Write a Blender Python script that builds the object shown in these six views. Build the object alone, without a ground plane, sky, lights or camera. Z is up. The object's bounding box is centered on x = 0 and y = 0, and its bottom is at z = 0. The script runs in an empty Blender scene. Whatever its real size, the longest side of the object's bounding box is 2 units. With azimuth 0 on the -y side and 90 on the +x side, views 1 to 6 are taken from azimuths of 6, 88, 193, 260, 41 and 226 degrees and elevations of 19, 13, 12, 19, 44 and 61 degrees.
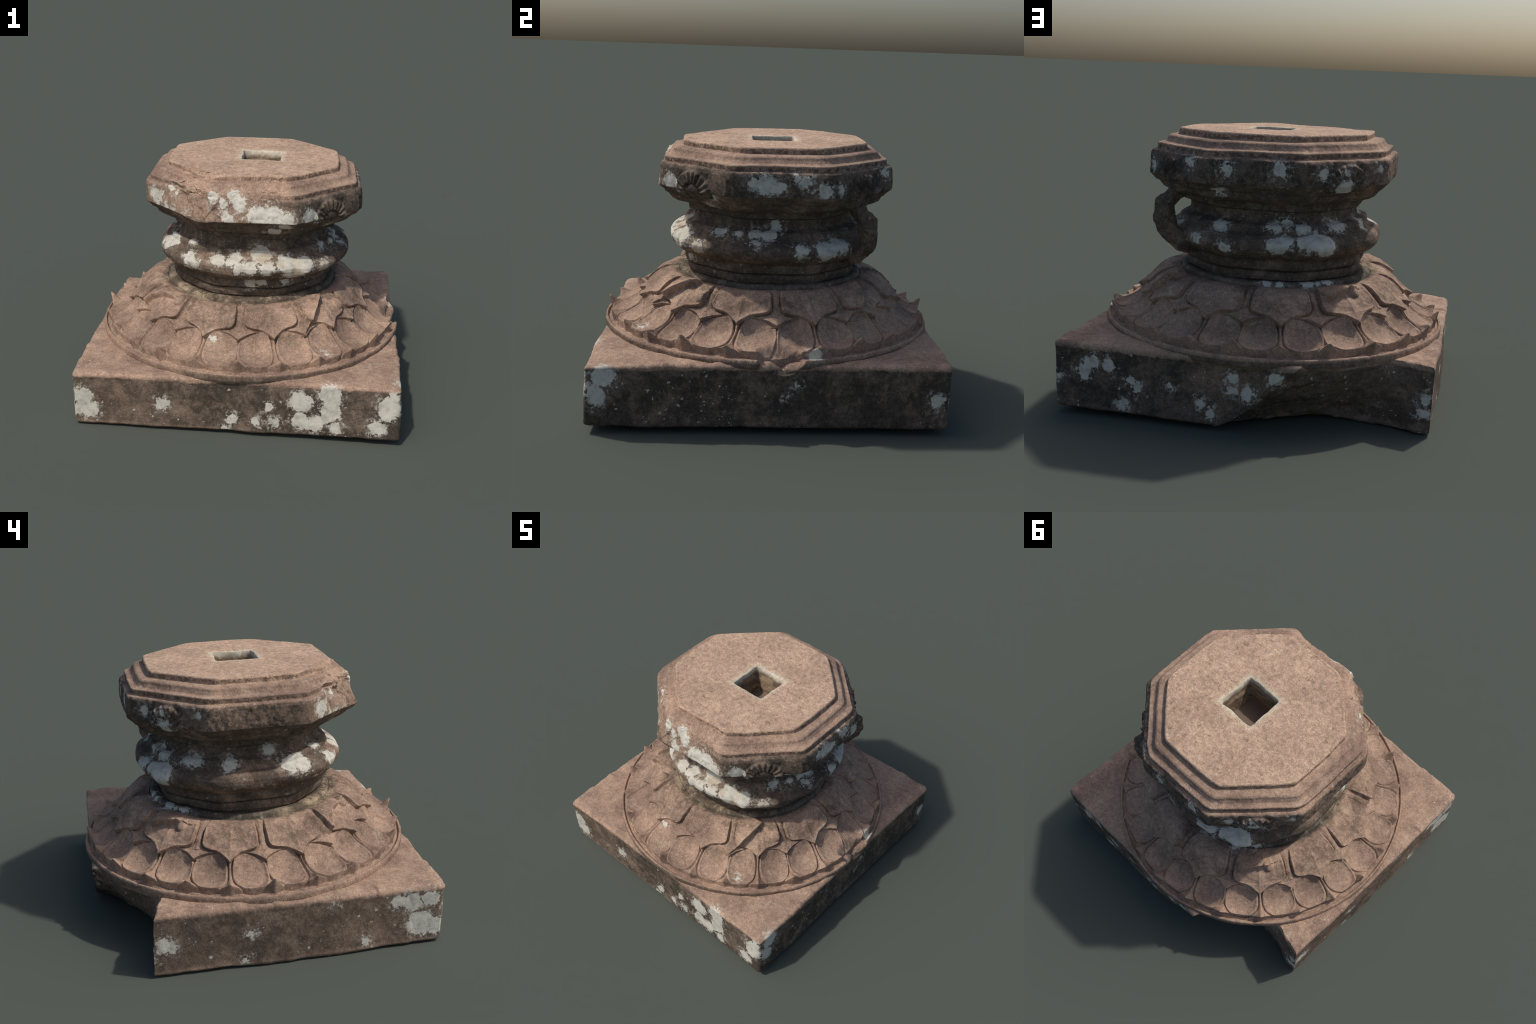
"""Weathered sandstone column base: square plinth (one corner region broken
away), double-row lotus dome, octagonal waisted shaft with one surviving
scroll handle, and an octagonal stepped capital with a square socket."""
import bpy, math
import numpy as np

RNG = np.random.default_rng(7)
TAU = 2 * math.pi
HOLE_C, HOLE_H, HOLE_ROT, HOLE_Z = (.066, .014), .121, 1.5, 1.292      # square socket

# ------------------------------------------------------------------ helpers
def sstep(x, a=0.0, b=1.0):
    t = np.clip((x - a) / (b - a), 0, 1)
    return t * t * (3 - 2 * t)

def gauss(x, s):
    return np.exp(-(x / s) ** 2)

def mix(a, b, t):
    return a + (b - a) * t

def adiff(a, b):
    """signed angle difference in degrees, -180..180"""
    return (a - b + 180.0) % 360.0 - 180.0

def _hash(ix, iy, iz, seed):
    h = (ix.astype(np.uint32) * np.uint32(374761393) + iy.astype(np.uint32) * np.uint32(668265263)
         + iz.astype(np.uint32) * np.uint32(2147483647) + np.uint32(seed * 974711 + 13))
    h = (h ^ (h >> np.uint32(13))) * np.uint32(1274126177)
    h = h ^ (h >> np.uint32(16))
    return (h & np.uint32(0xFFFF)).astype(np.float32) / 32767.5 - 1.0

def vnoise(x, y, z, seed=0):
    """smooth value noise in -1..1, vectorised"""
    x0, y0, z0 = np.floor(x), np.floor(y), np.floor(z)
    fx, fy, fz = x - x0, y - y0, z - z0
    ix, iy, iz = (v.astype(np.int64) & 0xFFFFF for v in (x0, y0, z0))
    fx, fy, fz = (f * f * f * (f * (f * 6 - 15) + 10) for f in (fx, fy, fz))
    out = 0
    for dx in (0, 1):
        for dy in (0, 1):
            for dz in (0, 1):
                w = (fx if dx else 1 - fx) * (fy if dy else 1 - fy) * (fz if dz else 1 - fz)
                out = out + w * _hash(ix + dx, iy + dy, iz + dz, seed)
    return out

def fbm(P, freq, octaves=3, seed=0, gain=0.5):
    out, amp, f = 0, 1.0, freq
    for o in range(octaves):
        out = out + amp * vnoise(P[..., 0] * f + 17.3, P[..., 1] * f + 5.1, P[..., 2] * f + 9.7, seed + o)
        amp *= gain
        f *= 2.07
    return out

def interp(x, pts):
    """smooth (monotone cubic) interpolation through control points"""
    xs = np.array([p[0] for p in pts], float)
    ys = np.array([p[1] for p in pts], float)
    h = np.diff(xs)
    d = np.diff(ys) / h
    m = np.zeros_like(ys)
    m[1:-1] = np.where(d[1:] * d[:-1] > 0, 2 * d[1:] * d[:-1] / np.where(d[1:] + d[:-1] == 0, 1, d[1:] + d[:-1]), 0)
    m[0], m[-1] = d[0], d[-1]
    x = np.clip(x, xs[0], xs[-1])
    i = np.clip(np.searchsorted(xs, x) - 1, 0, len(h) - 1)
    t = (x - xs[i]) / h[i]
    return ((2*t**3 - 3*t**2 + 1) * ys[i] + (t**3 - 2*t**2 + t) * h[i] * m[i]
            + (-2*t**3 + 3*t**2) * ys[i+1] + (t**3 - t**2) * h[i] * m[i+1])

def grid_normals(P, flip=False):
    """vertex normals of a grid closed along axis 1"""
    du = np.gradient(P, axis=0)
    dv = np.roll(P, -1, 1) - np.roll(P, 1, 1)
    n = np.cross(dv, du)
    n /= np.linalg.norm(n, axis=-1, keepdims=True) + 1e-12
    return -n if flip else n

ROOT = None
def make_mesh(name, verts, quads, material, parent, normals=None):
    me = bpy.data.meshes.new(name)
    me.vertices.add(len(verts))
    me.vertices.foreach_set("co", np.ascontiguousarray(verts, np.float32).ravel())
    me.loops.add(quads.size)
    me.loops.foreach_set("vertex_index", np.ascontiguousarray(quads, np.int32).ravel())
    me.polygons.add(len(quads))
    me.polygons.foreach_set("loop_start", np.arange(0, quads.size, 4, dtype=np.int32))
    me.polygons.foreach_set("use_smooth", np.ones(len(quads), bool))
    me.update(calc_edges=True)
    if normals is not None:
        me.normals_split_custom_set_from_vertices(normals.astype(np.float32).tolist())
    me.materials.append(material)
    ob = bpy.data.objects.new(name, me)
    bpy.context.scene.collection.objects.link(ob)
    ob.parent = parent
    return ob

def empty(name, parent):
    ob = bpy.data.objects.new(name, None)
    ob.empty_display_size = 0.1
    bpy.context.scene.collection.objects.link(ob)
    ob.parent = parent
    return ob

def split_grid(P, labels, table, flip=False):
    """P: (nu, nv, 3) grid closed along v. labels: (nu-1, nv) face label.
    table: label -> (name, material, parent). One object per label whose
    border vertices coincide with its neighbours'."""
    nu, nv = P.shape[:2]
    N = grid_normals(P, flip).reshape(-1, 3)
    V = P.reshape(-1, 3)
    i = np.arange(nu - 1)[:, None] * nv
    j = np.arange(nv)[None, :]
    jn = (j + 1) % nv
    q = np.stack([i + j, i + jn, i + nv + jn, i + nv + j], -1)
    if flip:
        q = q[..., ::-1]
    made = {}
    for lab, (name, mat, parent) in table.items():
        sel = q[labels == lab]
        if not len(sel):
            continue
        used, inv = np.unique(sel, return_inverse=True)
        par = made[parent] if isinstance(parent, int) else parent
        made[lab] = make_mesh(name, V[used], inv.reshape(sel.shape), mat, par, N[used])
    return made

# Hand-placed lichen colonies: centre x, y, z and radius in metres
PLINTH_LICHEN = [
    (-0.90, -0.96, 0.20, 0.065), (-0.86, -0.95, 0.11, 0.059), (-0.92, -0.95, 0.10, 0.046), (-0.42, -0.95, 0.18, 0.041), (0.41, -0.97, 0.25, 0.070),
    (0.58, -0.97, 0.30, 0.069), (0.58, -0.97, 0.20, 0.070), (0.41, -0.96, 0.13, 0.057), (0.50, -0.97, 0.12, 0.057), (0.22, -0.96, 0.20, 0.033),
    (0.01, -0.96, 0.11, 0.036), (0.15, -0.96, 0.11, 0.031), (0.25, -0.96, 0.11, 0.033), (0.62, -0.97, 0.10, 0.038), (0.92, -0.97, 0.25, 0.075),
    (0.86, -0.97, 0.12, 0.053), (0.95, -0.97, 0.32, 0.037), (-0.04, -0.95, 0.04, 0.028), (0.99, -0.87, 0.31, 0.062), (0.99, -0.91, 0.21, 0.054),
    (0.96, 0.91, 0.20, 0.044), (0.97, 0.14, 0.28, 0.015), (0.97, 0.10, 0.20, 0.016), (0.75, 0.98, 0.30, 0.047), (0.79, 0.97, 0.25, 0.038),
    (0.65, 0.97, 0.29, 0.038), (0.93, 0.98, 0.21, 0.023), (0.54, 0.97, 0.22, 0.029), (0.50, 0.97, 0.18, 0.036), (0.33, 0.97, 0.22, 0.022),
    (0.58, 0.97, 0.09, 0.036), (0.00, 0.96, 0.30, 0.033), (-0.24, 0.96, 0.31, 0.041), (-0.01, 0.95, 0.23, 0.031), (-0.09, 0.95, 0.22, 0.039),
    (0.16, 0.96, 0.15, 0.029), (0.11, 0.96, 0.10, 0.031), (-0.94, 0.66, 0.12, 0.036), (-0.96, 0.66, 0.20, 0.029), (-0.97, -0.69, 0.28, 0.041),
    (-0.97, -0.77, 0.27, 0.059), (-0.96, -0.88, 0.28, 0.052), (-0.96, -0.82, 0.13, 0.078), (-0.96, -0.90, 0.10, 0.059), (-0.98, -0.33, 0.31, 0.016),
    (-0.98, -0.50, 0.07, 0.028), (-0.99, 0.14, 0.20, 0.022), (-0.99, 0.17, 0.05, 0.021), (-0.99, 0.61, 0.18, 0.049), (-0.98, 0.57, 0.16, 0.032),
]
CAPITAL_LICHEN = [
    (-0.56, -0.35, 1.31, 0.040), (-0.45, -0.41, 1.36, 0.020), (-0.48, -0.43, 1.24, 0.020), (-0.34, -0.57, 1.25, 0.014), (-0.17, -0.63, 1.37, 0.030),
    (-0.10, -0.64, 1.34, 0.023), (-0.00, -0.63, 1.34, 0.035), (-0.04, -0.61, 1.38, 0.029), (0.13, -0.64, 1.28, 0.054), (0.20, -0.64, 1.28, 0.051),
    (0.08, -0.65, 1.27, 0.044), (-0.07, -0.66, 1.26, 0.035), (0.41, -0.57, 1.26, 0.046), (0.28, -0.64, 1.26, 0.032), (0.71, -0.11, 1.31, 0.027),
    (0.71, -0.04, 1.30, 0.046), (0.71, 0.02, 1.29, 0.029), (0.70, 0.17, 1.32, 0.029), (0.70, 0.12, 1.35, 0.022), (0.70, 0.27, 1.27, 0.038),
    (0.64, 0.37, 1.28, 0.026), (0.33, 0.65, 1.33, 0.022), (0.13, 0.70, 1.31, 0.027), (-0.15, 0.69, 1.33, 0.034), (-0.36, 0.59, 1.31, 0.028),
    (-0.45, 0.50, 1.23, 0.046), (-0.46, 0.50, 1.32, 0.018), (-0.61, 0.33, 1.33, 0.013), (0.35, 0.64, 1.34, 0.017), (-0.52, -0.39, 1.30, 0.026),
    (-0.55, -0.36, 1.25, 0.023), (-0.42, -0.48, 1.25, 0.017), (-0.41, -0.45, 1.35, 0.013),
]
SHAFT_LICHEN = [
    (-0.46, -0.24, 0.97, 0.042), (-0.32, -0.37, 1.02, 0.027), (-0.34, -0.46, 0.94, 0.034), (-0.29, -0.51, 0.92, 0.030), (-0.14, -0.54, 0.96, 0.043),
    (-0.04, -0.54, 0.97, 0.039), (-0.01, -0.59, 0.93, 0.036), (0.06, -0.58, 0.93, 0.039), (0.11, -0.50, 0.98, 0.059), (0.28, -0.53, 0.95, 0.059),
    (0.38, -0.50, 0.95, 0.059), (0.16, -0.57, 0.93, 0.039), (0.06, -0.50, 0.81, 0.033), (0.12, -0.49, 0.82, 0.027), (0.27, -0.45, 0.82, 0.028),
    (0.60, -0.08, 0.96, 0.027), (0.26, -0.63, 1.21, 0.032), (0.20, -0.58, 1.16, 0.032), (0.47, -0.28, 1.00, 0.030), (0.50, 0.03, 1.04, 0.035),
    (0.55, -0.09, 1.01, 0.033), (0.55, -0.01, 1.00, 0.041), (0.53, -0.18, 1.00, 0.023), (0.59, -0.09, 0.96, 0.023), (0.63, 0.16, 0.93, 0.035),
    (0.59, 0.31, 0.93, 0.060), (0.52, 0.39, 0.95, 0.051), (0.33, -0.53, 0.91, 0.060), (0.50, -0.42, 0.91, 0.039), (0.61, -0.34, 1.21, 0.025),
    (0.50, -0.33, 1.15, 0.029), (0.20, 0.55, 1.00, 0.037), (-0.09, 0.53, 1.01, 0.030), (-0.25, 0.49, 1.01, 0.037), (-0.38, 0.37, 1.01, 0.034),
    (-0.13, 0.62, 0.93, 0.048), (-0.29, 0.56, 0.95, 0.057), (-0.37, 0.53, 0.93, 0.057), (0.15, 0.63, 0.89, 0.033), (0.32, 0.59, 0.92, 0.025),
    (0.18, 0.65, 1.21, 0.020), (-0.16, 0.69, 1.26, 0.020), (-0.33, 0.52, 0.96, 0.057), (-0.16, 0.60, 0.95, 0.041), (-0.40, 0.33, 1.01, 0.038),
    (-0.16, 0.50, 1.02, 0.033), (-0.44, -0.08, 1.04, 0.032), (-0.31, -0.38, 1.02, 0.019), (-0.47, -0.26, 0.97, 0.057), (-0.50, -0.19, 0.97, 0.046),
    (-0.50, 0.15, 1.00, 0.036), (-0.32, -0.49, 0.93, 0.038), (-0.06, -0.56, 0.96, 0.029),
]
LOTUS_LICHEN = [
    (-0.07, 0.56, 0.71, 0.012), (-0.14, 0.55, 0.71, 0.012), (-0.27, 0.50, 0.70, 0.026), (-0.33, 0.45, 0.70, 0.012), (-0.27, 0.49, 0.70, 0.030),
    (-0.37, 0.39, 0.71, 0.021), (-0.14, -0.75, 0.53, 0.012), (0.54, -0.72, 0.45, 0.010), (0.93, 0.24, 0.44, 0.032),
]

class Nodes:
    """tiny wrapper for wiring shader nodes"""
    def __init__(self, name):
        self.mat = bpy.data.materials.new(name)
        self.mat.use_nodes = True
        self.t = self.mat.node_tree
        self.t.nodes.clear()
        self.out = self.t.nodes.new("ShaderNodeOutputMaterial")
        self.bsdf = self.t.nodes.new("ShaderNodeBsdfPrincipled")
        self.t.links.new(self.bsdf.outputs[0], self.out.inputs[0])
        tc = self.t.nodes.new("ShaderNodeTexCoord")
        self.P = tc.outputs["Object"]
        sep = self.t.nodes.new("ShaderNodeSeparateXYZ")
        self.t.links.new(self.P, sep.inputs[0])
        self.x, self.y, self.z = sep.outputs
    def set(self, sock, v):
        if isinstance(v, bpy.types.NodeSocket):
            self.t.links.new(v, sock)
        else:
            sock.default_value = v
    def math(self, op, a, b=0.0, c=0.0, clamp=False):
        n = self.t.nodes.new("ShaderNodeMath"); n.operation = op; n.use_clamp = clamp
        self.set(n.inputs[0], a); self.set(n.inputs[1], b); self.set(n.inputs[2], c)
        return n.outputs[0]
    def add(self, *v):
        r = v[0]
        for w in v[1:]:
            r = self.math("ADD", r, w)
        return r
    def mul(self, *v):
        r = v[0]
        for w in v[1:]:
            r = self.math("MULTIPLY", r, w)
        return r
    def step(self, v, a, b):
        """smooth ramp 0..1 as v goes a -> b"""
        n = self.t.nodes.new("ShaderNodeMapRange"); n.interpolation_type = "SMOOTHSTEP"
        lo, hi, o0, o1 = (a, b, 0.0, 1.0) if a < b else (b, a, 1.0, 0.0)
        self.set(n.inputs["Value"], v)
        n.inputs["From Min"].default_value, n.inputs["From Max"].default_value = lo, hi
        n.inputs["To Min"].default_value, n.inputs["To Max"].default_value = o0, o1
        return n.outputs["Result"]
    def noise(self, scale, detail=4.0, rough=0.55, stretch=None, offset=(0, 0, 0), vec=None):
        v = vec or self.P
        m = self.t.nodes.new("ShaderNodeMapping")
        self.t.links.new(v, m.inputs["Vector"])
        m.inputs["Location"].default_value = offset
        if stretch:
            m.inputs["Scale"].default_value = stretch
        n = self.t.nodes.new("ShaderNodeTexNoise")
        self.t.links.new(m.outputs[0], n.inputs["Vector"])
        n.inputs["Scale"].default_value = scale
        n.inputs["Detail"].default_value = detail
        n.inputs["Roughness"].default_value = rough
        return n.outputs["Fac"], n.outputs["Color"]
    def spots(self, scale, size, keep, offset=(0, 0, 0)):
        """scattered small round-ish dots; keep = share of cells that hold one"""
        m = self.t.nodes.new("ShaderNodeMapping"); self.t.links.new(self.P, m.inputs["Vector"])
        m.inputs["Location"].default_value = offset
        warp = self.noise(scale * 2.2, 3, .6)[1]
        vm = self.t.nodes.new("ShaderNodeVectorMath"); vm.operation = "MULTIPLY_ADD"
        self.t.links.new(warp, vm.inputs[0]); vm.inputs[1].default_value = (.9 / scale,) * 3
        self.t.links.new(m.outputs[0], vm.inputs[2])
        n = self.t.nodes.new("ShaderNodeTexVoronoi"); n.inputs["Scale"].default_value = scale
        self.t.links.new(vm.outputs[0], n.inputs["Vector"])
        sep = self.t.nodes.new("ShaderNodeSeparateColor"); self.t.links.new(n.outputs["Color"], sep.inputs[0])
        on = self.step(sep.outputs[0], keep + .01, keep - .01)
        rad = self.math("MULTIPLY_ADD", sep.outputs[1], size, size * .35)
        d = self.math("SUBTRACT", rad, n.outputs["Distance"])
        return self.mul(on, self.step(d, -.03, .05))
    def colour(self, fac, a, b):
        n = self.t.nodes.new("ShaderNodeMix"); n.data_type = "RGBA"
        self.set(n.inputs[0], fac)
        self.set(n.inputs[6], a if isinstance(a, bpy.types.NodeSocket) else (*a, 1))
        self.set(n.inputs[7], b if isinstance(b, bpy.types.NodeSocket) else (*b, 1))
        return n.outputs[2]
    def scale_colour(self, col, fac):
        n = self.t.nodes.new("ShaderNodeVectorMath"); n.operation = "SCALE"
        self.t.links.new(col, n.inputs[0]); self.set(n.inputs[3], fac)
        return n.outputs[0]
    def colonies(self, blobs, ragged=.55):
        """irregular patches round the given centres: returns (mask, inner measure)"""
        w1 = self.noise(11, 5, .68)[1]
        v = self.t.nodes.new("ShaderNodeVectorMath"); v.operation = "MULTIPLY_ADD"
        self.t.links.new(w1, v.inputs[0]); v.inputs[1].default_value = (.095,) * 3
        self.t.links.new(self.P, v.inputs[2])
        s = self.t.nodes.new("ShaderNodeVectorMath"); s.operation = "SUBTRACT"
        self.t.links.new(v.outputs[0], s.inputs[0]); s.inputs[1].default_value = (.0475,) * 3
        best = None
        for (bx, by, bz, r) in blobs:
            d = self.t.nodes.new("ShaderNodeVectorMath"); d.operation = "DISTANCE"
            self.t.links.new(s.outputs[0], d.inputs[0]); d.inputs[1].default_value = (bx, by, bz)
            # distance past the colony's rim, in metres
            e = self.math("SUBTRACT", d.outputs["Value"], r)
            best = e if best is None else self.math("MINIMUM", best, e)
        rag = self.noise(38, 6, .68)[0]
        edge = self.math("MULTIPLY_ADD", rag, .075 * ragged / .55, best)
        return edge

STONE_A = (.425, .288, .208)      # pinkish sandstone
STONE_B = (.270, .182, .136)      # duller, browner
STONE_C = (.480, .360, .260)      # tan
CRUST_A = (.072, .058, .045)      # black biological crust
CRUST_B = (.190, .142, .108)      # thin brown crust
LICHEN = (.640, .610, .530)
LICHEN_TAN = (.520, .440, .330)

def stone_base(N, tan=.0):
    big = N.noise(2.6, 5, .6)[0]
    mid = N.noise(9, 5, .65, offset=(3, 1, 7))[0]
    c = N.colour(N.step(big, .40, .64), STONE_A, STONE_B)
    c = N.colour(N.mul(N.step(mid, .50, .72), .55), c, STONE_C)
    if tan:
        c = N.colour(tan, c, STONE_C)
    return c

def grain(N, col, amount=1.0):
    """mineral grain: fine light and dark flecks"""
    a = N.noise(120, 4, .75, offset=(5, 5, 5))[0]
    p = N.noise(300, 2, .6)[0]
    w = N.noise(34, 6, .74, offset=(7, 5, 1))[0]
    g = N.math("MULTIPLY_ADD", N.step(a, .30, .72), .54 * amount, 1 - .27 * amount)
    g = N.mul(g, N.math("MULTIPLY_ADD", N.step(p, .3, .72), .4 * amount, 1 - .20 * amount))
    g = N.mul(g, N.math("MULTIPLY_ADD", N.step(w, .36, .66), .34 * amount, 1 - .17 * amount))
    return N.scale_colour(col, g)

def finish(N, col, bump=.35, rough=.92):
    N.t.links.new(col, N.bsdf.inputs["Base Color"])
    N.bsdf.inputs["Roughness"].default_value = rough
    N.bsdf.inputs["Specular IOR Level"].default_value = .18
    h = N.add(N.mul(N.noise(60, 6, .7)[0], 1.0), N.mul(N.noise(170, 3, .6)[0], .5))
    b = N.t.nodes.new("ShaderNodeBump"); b.inputs["Strength"].default_value = bump; b.inputs["Distance"].default_value = .006
    N.t.links.new(h, b.inputs["Height"]); N.t.links.new(b.outputs[0], N.bsdf.inputs["Normal"])
    return N.mat

def crust_colour(N, scale=7.0, lean=0.0):
    a = N.noise(scale, 6, .68, offset=(2, 9, 4))[0]
    b = N.noise(scale * 5, 5, .7, offset=(8, 2, 1))[0]
    f = N.add(N.mul(a, .6), N.mul(b, .4))
    return N.colour(N.step(f, .44 - lean, .60 - lean), CRUST_A, CRUST_B)

def put_lichen(N, col, edge, tan=0.0, thin=.6):
    """white colonies; their inner parts flake and let the stone through"""
    hole = N.noise(40, 6, .74, offset=(1, 4, 2))[0]
    solid = N.step(edge, .038, .030)
    halo = N.mul(N.step(edge, .078, .040), N.step(hole, .50, .60), .8)
    worn = N.math("SUBTRACT", 1.0, N.mul(N.step(hole, .56, .66), thin))
    shade = N.noise(22, 4, .6, offset=(6, 6, 1))[0]
    lc = N.colour(N.step(shade, .45, .70), LICHEN, (.46, .445, .375))
    if tan:
        lc = N.colour(tan, lc, LICHEN_TAN)
    m = N.math("MAXIMUM", N.mul(solid, worn), halo)
    return N.colour(m, col, lc)

def mat_plinth():
    N = Nodes("plinth_stone")
    col = stone_base(N)
    pale = N.step(N.noise(16, 6, .75, offset=(9, 0, 3))[0], .60, .72)
    col = N.colour(N.mul(pale, .45), col, (.50, .38, .30))
    # crust covers the flanks up to the worn upper arris
    ragged = N.noise(12, 6, .7)[0]
    top_line = N.add(N.mul(N.x, .012), N.mul(N.y, .012), .352)
    below = N.math("SUBTRACT", top_line, N.z)
    below = N.math("MULTIPLY_ADD", N.math("SUBTRACT", ragged, .5), .05, below)
    side = N.step(below, -.004, .010)
    foot = N.step(N.math("MULTIPLY_ADD", ragged, .06, N.z), .045, .085)          # rubbed lower edge
    thin = N.noise(3.4, 5, .62, offset=(4, 4, 4))[0]
    # crust is thinner on the -x flank and left end of the front
    lean = N.step(N.add(N.x, N.mul(N.y, -.15)), .1, -1.0)
    cov = N.mul(side, N.math("SUBTRACT", 1.0, N.mul(N.math("SUBTRACT", 1.0, foot), .6)),
                N.math("SUBTRACT", 1.0, N.mul(N.step(thin, .50, .70), .45)),
                N.math("MULTIPLY_ADD", lean, -.22, 1.0))
    col = N.colour(cov, col, crust_colour(N, 6))
    # algae in the broken hollow
    dv = N.t.nodes.new("ShaderNodeVectorMath"); dv.operation = "DISTANCE"
    N.t.links.new(N.P, dv.inputs[0]); dv.inputs[1].default_value = (-.38, .84, .22)
    near = N.step(dv.outputs["Value"], .42, .18)
    alg = N.mul(near, N.step(N.noise(18, 5, .7, stretch=(1, 1, 2.2))[0], .50, .64))
    col = N.colour(N.mul(alg, .7), col, (.17, .17, .115))
    moss = N.mul(N.step(dv.outputs["Value"], .22, .08), N.step(N.noise(20, 4, .6, offset=(0, 7, 7))[0], .56, .62))
    col = N.colour(N.mul(moss, .8), col, (.13, .15, .045))
    col = put_lichen(N, grain(N, col), N.colonies(PLINTH_LICHEN))
    dots = N.mul(N.spots(26, .20, .22), side)
    fine = N.mul(N.spots(60, .22, .20, (3, 3, 3)), N.step(N.noise(5, 3, .5, offset=(2, 2, 9))[0], .46, .60))
    col = N.colour(N.mul(N.math("MAXIMUM", dots, fine), .75), col, LICHEN)
    return finish(N, col, .4)

def mat_lotus():
    N = Nodes("lotus_stone")
    col = stone_base(N)
    # sooty bloom on the upper petals, strongest in blotches
    rr = N.math("SQRT", N.add(N.mul(N.x, N.x), N.mul(N.y, N.y)))
    blot = N.add(N.mul(N.noise(7, 5, .65, offset=(1, 8, 2))[0], .65), N.mul(N.noise(40, 5, .75, offset=(4, 0, 2))[0], .35))
    upper = N.step(rr, .86, .70)
    soot = N.mul(N.step(blot, .47, .60), N.math("MULTIPLY_ADD", upper, .50, .10))
    col = N.colour(soot, col, (.095, .070, .050))
    tan = N.mul(N.step(N.noise(26, 6, .75, offset=(7, 3, 3))[0], .55, .68), .45)
    col = N.colour(tan, col, (.45, .33, .235))
    # neck ring: grey-green film, tan where rubbed on the front
    ring = N.step(N.math("MULTIPLY_ADD", N.noise(16, 4, .6)[0], .06, rr), .615, .585)
    front = N.step(N.add(N.mul(N.y, -1), N.mul(N.x, -.3)), .05, .45)
    rc = N.colour(front, N.colour(N.step(blot, .45, .58), (.060, .056, .046), (.165, .150, .118)),
                  N.colour(N.step(blot, .46, .60), (.10, .080, .058), (.42, .33, .225)))
    col = N.colour(N.mul(ring, .9), col, rc)
    hem = N.mul(N.step(rr, .972, .982), N.step(N.math("MULTIPLY_ADD", blot, .03, N.z), .425, .408))
    col = N.colour(N.mul(hem, .75), col, crust_colour(N, 9))
    col = put_lichen(N, grain(N, col), N.colonies(LOTUS_LICHEN, .35))
    fine = N.mul(N.spots(34, .17, .07, (3, 3, 3)), 1.0)
    col = N.colour(N.mul(fine, .6), col, (.50, .45, .40))
    return finish(N, col, .35)

def mat_shaft():
    N = Nodes("shaft_stone")
    col = stone_base(N)
    cov = N.noise(5, 6, .68, offset=(3, 3, 0))[0]
    cr = N.step(cov, .66, .50)
    col = N.colour(N.math("MULTIPLY_ADD", cr, .45, .42), col, crust_colour(N, 8, -.03))
    # thin whitish-green film in streaks
    film = N.noise(11, 6, .72, stretch=(1, 1, 2.6), offset=(0, 5, 5))[0]
    col = N.colour(N.mul(N.step(film, .52, .64), .55), col, (.22, .195, .140))
    tanside = N.step(N.add(N.mul(N.y, -1), N.mul(N.x, .4)), .35, .62)
    col = put_lichen(N, grain(N, col), N.colonies([(*q[:3], q[3] * 1.12 + .003) for q in SHAFT_LICHEN]), tan=N.mul(tanside, N.step(N.noise(8, 3)[0], .42, .58)), thin=.6)
    dots = N.spots(30, .22, .20)
    col = N.colour(N.mul(dots, .65), col, (.40, .39, .34))
    return finish(N, col, .4)

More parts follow.
